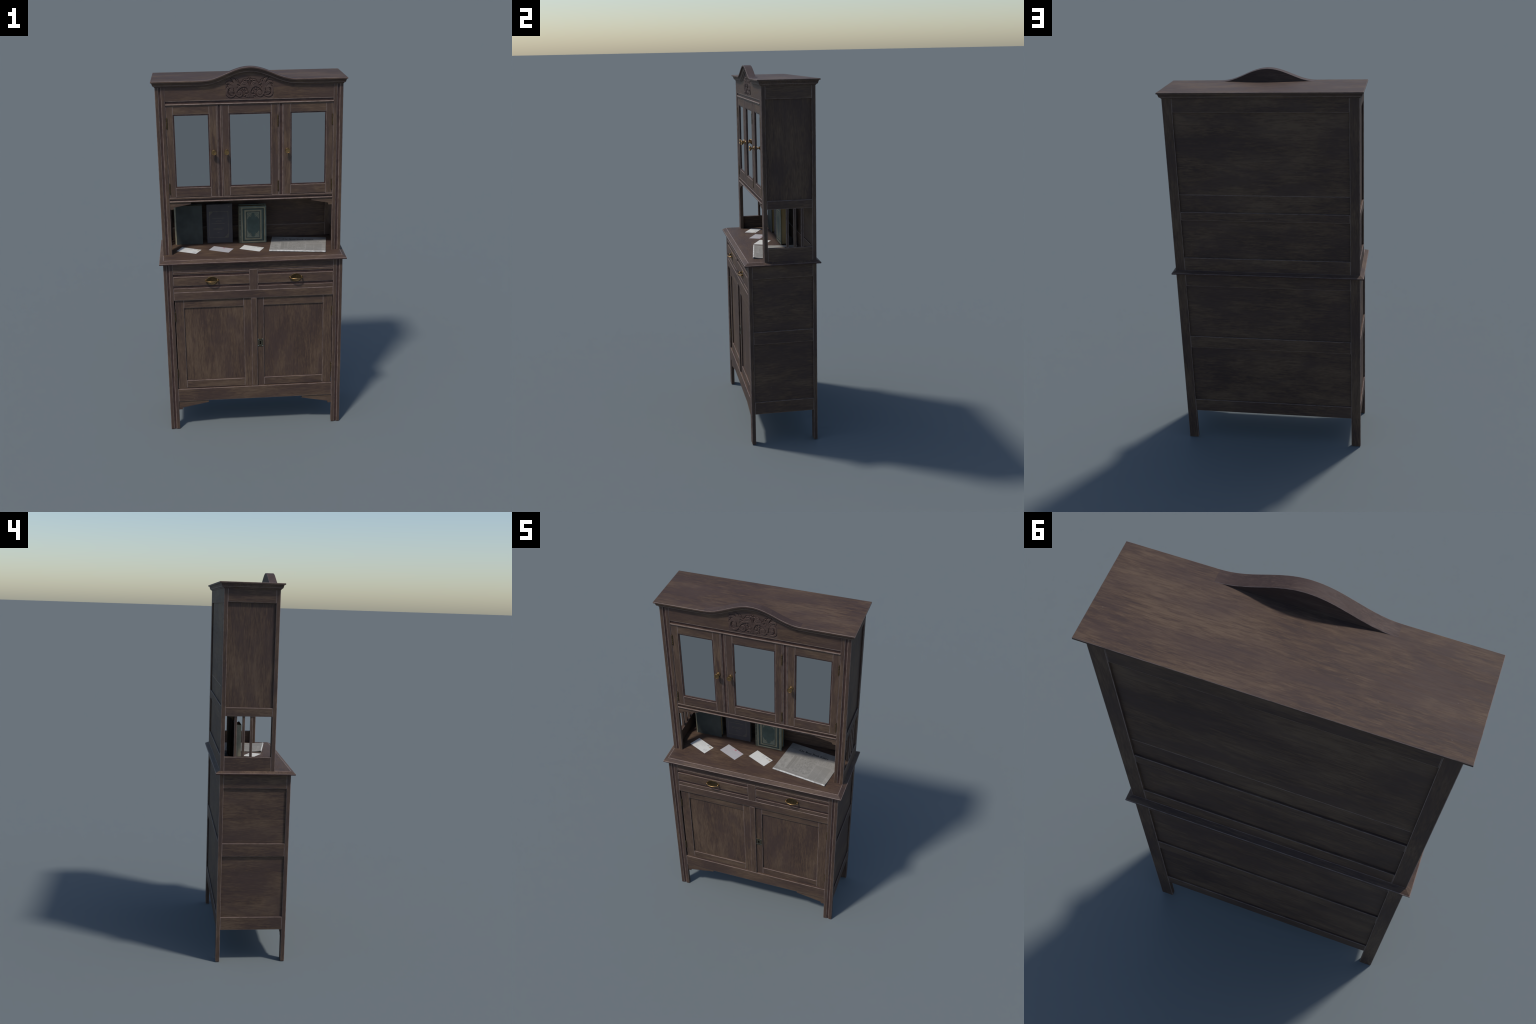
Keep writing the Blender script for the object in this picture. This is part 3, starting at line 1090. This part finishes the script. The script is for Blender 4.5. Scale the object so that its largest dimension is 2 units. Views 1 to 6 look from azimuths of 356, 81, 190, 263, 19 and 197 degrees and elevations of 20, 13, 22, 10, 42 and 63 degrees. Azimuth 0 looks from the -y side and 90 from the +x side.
for cx, cz, sx, sz in ((-0.2225, 1.1925, 1, -1), (-0.1190, 1.0425, -1, 1)):        # corner flourishes
    for q in range(4):
        s = 0.005 + 0.0045 * q
        paths.append((spline([(cx + sx * s, cz), (cx + sx * s * 0.75, cz + sz * s * 0.35), (cx + sx * s * 0.3, cz + sz * s * 0.8), (cx, cz + sz * s * 1.2)], 6), 0.0010))
paths.append(([(-0.1150, 1.2190), (-0.1110, 1.2225)], 0.0022))
ribbons_on('gilt_cover_print', paths, lambda u, v, k: (u, 0.0835 - k, v), GOLD, b2, 0.0003, (-0.17, 0.083, 1.12))

# green book with ornamental frames
bx0, bx1, by0, bz1 = -0.0640, 0.0900, 0.0648, 1.2238
b3 = book('upright green book with ornamental framed cover', bx0, bx1, by0, 0.1038, bz1, C_TEAL, C_SPINE, 0.0060)
yy = by0
def ring(name, x0, x1, z0, z1, w, lift, mat):
    return frame_ring(name, x0, x1, z0, z1, w, yy - lift, yy + 0.0006, [mat], b3)
flat_strip([(bx0 + 0.0062, ZC + 0.0004), (-0.0490, ZC + 0.0004), (-0.0490, bz1 - 0.0004), (bx0 + 0.0062, bz1 - 0.0004)], yy, 0.0005, 'hinge_strip', C_SPINE, b3)
ring('printed_frame', -0.0462, 0.0838, 1.0155, 1.2165, 0.0062, 0.0004, C_OLIVE)
flat_strip([(-0.0398, 1.0220), (0.0774, 1.0220), (0.0774, 1.2100), (-0.0398, 1.2100)], yy, 0.0003, 'cover_field', C_GREEN_D, b3)
flat_strip([(-0.0360, 1.0262), (0.0732, 1.0262), (0.0732, 1.2058), (-0.0360, 1.2058)], yy, 0.0005, 'cover_field', C_GREEN, b3)
ring('printed_frame', -0.0292, 0.0642, 1.0312, 1.2010, 0.0080, 0.0008, C_OLIVE)
ring('printed_frame', -0.0214, 0.0564, 1.0390, 1.1932, 0.0036, 0.0009, C_GREEN_D)
flat_strip([(-0.0180, 1.0424), (0.0530, 1.0424), (0.0530, 1.1898), (-0.0180, 1.1898)], yy, 0.0008, 'cover_field', C_PALE, b3)
cx, cz, hx, hz = 0.0175, 1.1161, 0.0335, 0.0715
oct_pts = []
for q, (sx, sz) in enumerate(((1, 1), (-1, 1), (-1, -1), (1, -1))):
    seq = [(0.98, 0.30), (0.96, 0.44), (0.82, 0.52), (0.72, 0.66), (0.55, 0.70), (0.42, 0.78), (0.34, 0.90), (0.16, 0.97)]
    if sx * sz < 0:
        seq = seq[::-1]
    oct_pts += [(cx + sx * hx * a, cz + sz * hz * b) for a, b in seq]
flat_strip(oct_pts, yy, 0.0011, 'cover_medallion', C_GREEN, b3)
paths = []
for sx in (1, -1):
    for sz in (1, -1):
        ox, oz = cx + sx * 0.0345, cz + sz * 0.0725
        def P(u, v):
            return (ox - sx * u, oz - sz * v)
        paths.append((spline([P(0.002, 0.002), P(0.009, 0.012), P(0.018, 0.021), P(0.022, 0.026)], 8), 0.0020))
        paths.append((spline([P(0.003, 0.008), P(0.006, 0.018), P(0.005, 0.028), P(0.002, 0.036)], 8), 0.0016))
        paths.append((spline([P(0.008, 0.003), P(0.018, 0.006), P(0.026, 0.004), P(0.033, 0.002)], 8), 0.0016))
        paths.append((spline([P(0.010, 0.014), P(0.008, 0.022), P(0.011, 0.027), P(0.014, 0.024)], 8), 0.0012))
        paths.append((spline([P(0.014, 0.012), P(0.022, 0.012), P(0.025, 0.016), P(0.022, 0.019)], 8), 0.0012))
        for k in range(5):
            paths.append(([P(0.004 + 0.005 * k, 0.030 - 0.0055 * k), P(0.007 + 0.005 * k, 0.033 - 0.0055 * k)], 0.0014))
ribbons_on('corner_ornament', paths, lambda u, v, k: (u, yy - k, v), C_OLIVE, b3, 0.0013, (cx, yy, cz))
# dots along the beige frame
paths = []
for k in range(34):
    z = 1.037 + 0.0047 * k
    for x in (-0.0252, 0.0602):
        paths.append(([(x - 0.0010, z), (x + 0.0010, z)], 0.0018))
for k in range(18):
    x = -0.020 + 0.00455 * k
    for z in (1.0352, 1.1970):
        paths.append(([(x - 0.0009, z), (x + 0.0009, z)], 0.0018))
ribbons_on('frame_beading', paths, lambda u, v, k: (u, yy - k, v), C_SPINE, b3, 0.0010, (cx, yy, cz))
paths = [(scribble(-0.0572, -0.0505, z, 0.0012, rb, 0.0014), 0.0012) for z in (1.045, 1.050, 1.082, 1.086, 1.112, 1.116, 1.142, 1.178, 1.182)]
ribbons_on('spine_lettering', paths, lambda u, v, k: (u, yy - k, v), C_OLIVE, b3, 0.0008, (-0.054, yy, 1.1))

# ------------------------------------------------------------------ envelopes
def paper_mat(name, color, var=0.05):
    n = Nodes(name)
    vec = n.obj()
    k = n.noise(n.mapped(vec, (45, 45, 45)), 1.0, 4.0, 0.6)
    return n.finish(n.ramp(k, [(0.35, tuple(c * (1 - var) for c in color)), (0.65, color)]), 0.75, spec=0.25)


ENV_WHITE = paper_mat('white_envelope_paper', (0.66, 0.655, 0.62))
ENV_LILAC = paper_mat('lilac_envelope_paper', (0.43, 0.415, 0.425))
INK = paper_mat('grey_ink', (0.42, 0.43, 0.44), 0.2)
INK_SOFT = paper_mat('faded_ink', (0.52, 0.53, 0.53), 0.15)
STAMP_TAN = paper_mat('tan_stamp', (0.50, 0.41, 0.31), 0.2)
STAMP_RED = paper_mat('red_stamp', (0.46, 0.22, 0.25), 0.2)
STAMP_PINK = paper_mat('pink_postmark', (0.50, 0.40, 0.43), 0.12)
STAMP_GREY = paper_mat('grey_stamp', (0.50, 0.50, 0.49), 0.2)

EW, EH, ET = 0.1176, 0.0662, 0.0009
E_ROT = Matrix.Rotation(math.radians(-26.8), 3, 'Z')


def arc(cx, cy, r, a0=0, a1=360, n=24):
    return [(cx + r * math.cos(math.radians(a0 + (a1 - a0) * k / n)), cy + r * math.sin(math.radians(a0 + (a1 - a0) * k / n))) for k in range(n + 1)]


def envelope(label, x, y, mat, patches, inks):
    env = empty('envelope', label, 'envelope', (x, y, ZC))
    me = box_mesh('envelope_paper', EW, EH, ET, 0.0002)
    o = add_object('envelope_paper', me, [mat], env)
    for p in me.polygons:
        p.material_index = 0
    place(o, env, (x, y, ZC + ET / 2), E_ROT)
    def at(u, v):
        return Vector((u * EW - EW / 2, v * EH - EH / 2))
    for name, u, v, w, h, m in patches:
        pm = box_mesh(name, w, h, 0.0003, 0)
        ob = add_object(name, pm, [m], env)
        p = E_ROT @ Vector((*at(u, v), 0))
        place(ob, env, (x + p.x, y + p.y, ZC + ET + 0.0001), E_ROT)
    for name, paths, m in inks:
        def to3d(a, b, k):
            q = E_ROT @ Vector((*at(a, b), 0))
            return (x + q.x, y + q.y, ZC + ET + k)
        ribbons_on(name, paths, to3d, m, env, 0.00022, (x, y, ZC))
    return env


def ring_paths(u, v, r, w=0.0006):
    """circular postmark in envelope coordinates; widths are in uv, so scale by EW."""
    out = []
    for rr in (r, r * 0.62):
        out.append(([(u + a / EW, v + b / EH) for a, b in arc(0, 0, rr)], 0.009))
    return out


def hand_lines(rows, rnd):
    return [(scribble(a, b, v, 0.022, rnd, 0.018), 0.011) for a, b, v in rows]

re_ = random.Random(8)
envelope('white envelope with handwriting, postmark and tan stamp', -0.3390, -0.0288, ENV_WHITE,
         [('stamp', 0.885, 0.82, 0.0125, 0.0105, STAMP_TAN), ('cancellation_mark', 0.725, 0.86, 0.0150, 0.0095, STAMP_GREY)],
         [('postmark', ring_paths(0.84, 0.29, 0.0105), INK), ('postmark', [([(0.80, 0.29), (0.88, 0.29)], 0.05)], INK_SOFT),
          ('handwriting', hand_lines([(0.24, 0.62, 0.86), (0.28, 0.64, 0.76), (0.26, 0.60, 0.66), (0.24, 0.52, 0.54), (0.26, 0.45, 0.30), (0.26, 0.43, 0.19)], re_), INK)])
envelope('lilac envelope with red stamp and pink postmark', -0.1643, -0.0290, ENV_LILAC,
         [('stamp', 0.545, 0.875, 0.0125, 0.0100, STAMP_RED), ('stamp', 0.43, 0.80, 0.0120, 0.0100, STAMP_PINK), ('postmark_box', 0.82, 0.85, 0.0270, 0.0120, STAMP_PINK)],
         [('handwriting', hand_lines([(0.05, 0.10, 0.55), (0.22, 0.42, 0.54), (0.30, 0.46, 0.42)], re_), INK_SOFT)])
envelope('white envelope with round postmark and tan stamp', 0.0024, -0.0287, ENV_WHITE,
         [('stamp', 0.905, 0.82, 0.0120, 0.0095, STAMP_TAN), ('cancellation_mark', 0.75, 0.83, 0.0160, 0.0085, STAMP_GREY)],
         [('postmark', ring_paths(0.525, 0.84, 0.0080), INK),
          ('handwriting', hand_lines([(0.30, 0.44, 0.46), (0.44, 0.62, 0.42), (0.48, 0.64, 0.30)], re_), INK_SOFT)])

# ------------------------------------------------------------------ newspaper
NW, ND = 0.3030, 0.2440
N_ROT = Matrix.Rotation(math.atan2(-0.047, 0.300), 3, 'Z')
NX, NY = 0.0912, -0.0945
news = empty('newspaper', 'folded grey newspaper with blackletter masthead and columns', 'newspaper', (NX, NY, ZC))


def news_material():
    n = Nodes('newsprint')
    vec = n.obj()
    x, y, z = n.sep(vec)
    base = n.noise(n.mapped(vec, (30, 30, 30)), 1.0, 3.0, 0.6)
    col = n.ramp(base, [(0.3, (0.275, 0.262, 0.240)), (0.7, (0.335, 0.320, 0.295))])
    # text columns: fine lines broken into words
    def column(col, x0, x1, y0, y1, dark, lines=1250.0, k=0.55):
        m = n.rect(x, y, x0, x1, y0, y1)
        w = n.math('SINE', n.math('MULTIPLY', y, lines))
        word = n.noise(n.mapped(vec, (420, 180, 1)), 1.0, 2.0, 0.6)
        t = n.math('MULTIPLY', n.math('GREATER_THAN', n.math('ADD', w, n.math('MULTIPLY', word, 0.8)), 0.35), 0.5)
        t = n.math('ADD', n.math('MULTIPLY', t, n.math('ADD', word, 0.45)), 0.22)
        return n.mix(n.math('MULTIPLY', m, t), col, dark)
    g = (0.200, 0.195, 0.180)
    col = column(col, 0.1960, 0.2360, 0.018, 0.132, g)
    col = column(col, 0.2400, 0.2810, 0.018, 0.136, g)
    col = column(col, 0.0580, 0.0760, 0.036, 0.153, (0.150, 0.145, 0.132))
    col = column(col, 0.0790, 0.0920, 0.052, 0.157, g)
    # pictures: mottled half-tone
    blot = n.noise(n.mapped(vec, (95, 70, 1)), 1.0, 6.0, 0.75, 0.3)
    pic = n.ramp(blot, [(0.33, (0.15, 0.145, 0.133)), (0.47, (0.245, 0.235, 0.217)), (0.60, (0.31, 0.30, 0.275))])
    col = n.mix(n.math('MULTIPLY', n.rect(x, y, 0.0990, 0.1900, 0.034, 0.166), 0.85), col, pic)
    soft = n.noise(n.mapped(vec, (34, 26, 1), loc=(3, 1, 0)), 1.0, 4.0, 0.6, 0.6)
    pic2 = n.ramp(soft, [(0.33, (0.21, 0.20, 0.185)), (0.55, (0.33, 0.32, 0.295))])
    col = n.mix(n.math('MULTIPLY', n.rect(x, y, 0.0080, 0.0530, 0.020, 0.160), 0.6), col, pic2)
    patch = n.noise(n.mapped(vec, (16, 20, 1), loc=(7, 2, 0)), 1.0, 4.0, 0.65)
    col = n.mix(n.ramp(patch, [(0.42, 0.0), (0.66, 0.5)]), col, (0.225, 0.217, 0.200))
    # the pale, worn fold along the front and printed bits on it
    fold = n.math('LESS_THAN', y, 0.0070)
    worn = n.noise(n.mapped(vec, (70, 70, 200)), 1.0, 3.0, 0.6)
    fcol = n.ramp(worn, [(0.38, (0.34, 0.33, 0.31)), (0.52, (0.55, 0.54, 0.51))])
    fcol = n.mix(n.math('MULTIPLY', n.rect(x, y, 0.2450, 0.2860, -0.02, 0.02), 0.55), fcol, (0.27, 0.25, 0.24))
    col = n.mix(fold, col, fcol)
    return n.finish(col, 0.85, spec=0.15)


NEWS = news_material()
PRINT = paper_mat('black_news_ink', (0.055, 0.055, 0.055), 0.2)
PRINT_GREY = paper_mat('grey_news_ink', (0.17, 0.17, 0.165), 0.25)


def news_top(v):
    """Height of the upper leaf above the counter at depth v from the fold."""
    t = max(0.0, min(1.0, v / ND))
    return 0.0038 - 0.0010 * t + 0.0068 * math.exp(-(v / 0.022) ** 1.3)


def build_news():
    # profile of the folded sheaf: lower leaf, round fold at the front, upper leaf; hollow at the sides
    t = 0.0016
    outer, inner = [], []
    N = 26
    for i in range(N + 1):                       # lower leaf, back to front
        v = ND * 0.985 - (ND * 0.985 - 0.008) * i / N
        outer.append((v, 0.0002)); inner.append((v, 0.0002 + t * 0.6))
    for i in range(1, 12):                       # fold
        a = -math.pi / 2 - math.pi * i / 12
        r = 0.0048
        outer.append((0.0078 + r * 1.5 * math.cos(a), 0.0050 + r * math.sin(a)))
        inner.append((0.0078 + (r - t) * 1.5 * math.cos(a), 0.0050 + (r - t) * math.sin(a)))
    for i in range(N + 1):                       # upper leaf
        v = 0.008 + (ND - 0.008) * i / N
        outer.append((v, news_top(v)))
        inner.append((v, max(news_top(v) - t, 0.0014)))
    prof = outer + inner[::-1]
    nu = 24
    verts, faces = [], []
    m = len(prof)
    for k in range(nu + 1):
        u = NW * k / nu
        sag = 0.0006 * math.sin(u * 21.0)
        for (v, h) in prof:
            lift = sag * max(0.0, (h - 0.003)) / 0.008
            verts.append((u, v, h + lift))
    for k in range(nu):
        for i in range(m):
            i2 = (i + 1) % m
            faces.append((k * m + i, k * m + i2, (k + 1) * m + i2, (k + 1) * m + i))
    # end caps as strips between outer and inner line
    no = len(outer)
    for k in (0, nu):
        for i in range(no - 1):
            faces.append((k * m + i, k * m + i + 1, k * m + m - 2 - i, k * m + m - 1 - i))
    me = mesh_from('newspaper_sheets', verts, faces, smooth=True)
    bm = bmesh.new(); bm.from_mesh(me)
    for e in bm.edges:
        if len(e.link_faces) == 2 and e.calc_face_angle(0) > math.radians(40):
            e.smooth = False
    bm.to_mesh(me); bm.free()
    o = add_object('newspaper_sheets', me, [NEWS], news)
    place(o, news, (NX, NY, ZC), N_ROT)
    return o


build_news()


def news_point(u, v, k):
    q = N_ROT @ Vector((u, v, 0))
    h = news_top(v) + 0.0006 * math.sin(u * 21.0) * max(0.0, news_top(v) - 0.003) / 0.008
    return (NX + q.x, NY + q.y, ZC + h + k)


# blackletter masthead, written with a broad nib: strokes per letter, x height 1, capitals 1.5
LETTERS = {
    'T': (1.20, [[(0.0, 1.28), (0.28, 1.5), (0.70, 1.34), (1.10, 1.5)], [(0.60, 1.4), (0.58, 0.18), (0.80, 0.0), (1.02, 0.18)], [(0.22, 1.1), (0.08, 0.72), (0.20, 0.36), (0.36, 0.30)]]),
    'h': (0.82, [[(0.15, 1.5), (0.15, 0.0), (0.28, 0.0)], [(0.18, 0.75), (0.45, 1.0), (0.65, 0.8), (0.65, 0.1), (0.5, -0.25)]]),
    'e': (0.68, [[(0.5, 0.12), (0.3, 0.0), (0.12, 0.18), (0.12, 0.8), (0.32, 1.0), (0.5, 0.78), (0.18, 0.5)]]),
    'N': (1.30, [[(0.1, 0.05), (0.25, 0.25), (0.25, 1.3), (0.08, 1.45)], [(0.25, 1.4), (0.65, 0.9), (0.95, 0.05)], [(0.95, 0.1), (0.95, 1.3), (1.15, 1.5)], [(0.55, 1.4), (0.55, 0.2)]]),
    'w': (1.12, [[(0.08, 1.0), (0.18, 0.85), (0.18, 0.15), (0.35, 0.0), (0.52, 0.15)], [(0.52, 1.0), (0.55, 0.15), (0.75, 0.0), (0.95, 0.25), (0.95, 0.8), (0.82, 1.0)]]),
    'Y': (1.20, [[(0.05, 1.5), (0.2, 1.3), (0.2, 0.8), (0.45, 0.62), (0.8, 0.75)], [(0.55, 1.4), (0.5, 0.7)], [(0.95, 1.5), (0.85, 1.3), (0.85, 0.2), (0.5, -0.15), (0.12, 0.0), (0.25, 0.22)]]),
    'o': (0.74, [[(0.35, 1.0), (0.12, 0.78), (0.12, 0.2), (0.35, 0.0), (0.58, 0.2), (0.58, 0.78), (0.35, 1.0)]]),
    'r': (0.62, [[(0.08, 0.9), (0.2, 1.0), (0.2, 0.1), (0.32, 0.0)], [(0.25, 0.8), (0.45, 1.0), (0.56, 0.85)]]),
    'k': (0.76, [[(0.15, 1.5), (0.15, 0.0), (0.28, 0.0)], [(0.2, 0.7), (0.5, 1.0), (0.55, 0.72), (0.22, 0.55), (0.45, 0.3), (0.62, 0.0)]]),
    'i': (0.40, [[(0.08, 0.9), (0.2, 1.0), (0.2, 0.12), (0.34, 0.0)], [(0.2, 1.28), (0.26, 1.34)]]),
    'm': (1.20, [[(0.08, 0.9), (0.2, 1.0), (0.2, 0.0)], [(0.22, 0.8), (0.45, 1.0), (0.55, 0.85), (0.55, 0.0)], [(0.57, 0.8), (0.8, 1.0), (0.92, 0.85), (0.92, 0.12), (1.06, 0.0)]]),
    's': (0.62, [[(0.52, 0.9), (0.3, 1.0), (0.12, 0.8), (0.2, 0.58), (0.45, 0.45), (0.5, 0.2), (0.28, 0.0), (0.08, 0.12)]]),
    ' ': (0.48, []),
}


def build_masthead(text, u0, u1, v0, xh):
    adv = sum(LETTERS[c][0] for c in text)
    sx = (u1 - u0) / adv
    ang = math.radians(38)
    nib = Vector((math.cos(ang), math.sin(ang)))
    nw, nt = 0.30, 0.09
    off = Vector((-nib.y, nib.x)) * nt / 2
    verts, faces = [], []
    c = Vector(news_point((u0 + u1) / 2, v0, 0))
    pen, q = 0.0, 0
    for ch in text:
        w, strokes = LETTERS[ch]
        for st in strokes:
            for a, b in zip(st[:-1], st[1:]):
                a, b = Vector(a), Vector(b)
                d = (b - a).normalized()
                # nib quad swept from a to b, with a minimum pen thickness for hairlines
                side = nib * nw / 2
                if abs(d.cross(nib)) * nw < nt:
                    side = Vector((-d.y, d.x)) * nt / 2
                quad = [a - side, b - side, b + side, a + side]
                k = 0.00025 + 0.000012 * (q % 30)
                q += 1
                base = len(verts)
                for p in quad:
                    verts.append(Vector(news_point(u0 + (pen + p.x) * sx, v0 + p.y * xh, k)) - c)
                faces.append((base, base + 1, base + 2, base + 3))
        pen += w
    me = bpy.data.meshes.new('masthead')
    me.from_pydata([tuple(v) for v in verts], [], faces)
    add_object('masthead', me, [PRINT], news, c)


build_masthead('The New York Times', 0.0600, 0.2335, 0.1962, 0.0098)
rn = random.Random(21)
heads = []
for (a, b, v) in ((0.192, 0.268, 0.1745), (0.198, 0.272, 0.1655), (0.194, 0.276, 0.1565), (0.197, 0.278, 0.1480)):
    u = a
    while u < b:
        w = rn.uniform(0.004, 0.012)
        heads.append((scribble(u, min(u + w, b), v, 0.0007, rn, 0.0010), 0.0015))
        u += w + 0.0026
ribbons_on('headline', heads, news_point, PRINT_GREY, news, 0.00025, (NX + 0.2, NY + 0.1, ZC))
rules = [([(0.010, 0.1890), (0.295, 0.1890)], 0.0006), ([(0.010, 0.2190), (0.295, 0.2190)], 0.0005), ([(0.2380, 0.018), (0.2380, 0.136)], 0.0004)]
rules += [([(0.012 + 0.006 * i, 0.2045), (0.015 + 0.006 * i, 0.2045)], 0.004) for i in range(6)]
rules += [([(0.245 + 0.006 * i, 0.2045), (0.249 + 0.006 * i, 0.2045)], 0.003) for i in range(7)]
def fine(paths):
    out = []
    for p, w in paths:
        (a, b), (c2, d) = p[0], p[-1]
        out.append(([(a + (c2 - a) * k / 12, b + (d - b) * k / 12) for k in range(13)], w))
    return out
ribbons_on('printed_rule', fine(rules), news_point, PRINT_GREY, news, 0.00024, (NX + 0.15, NY + 0.1, ZC))
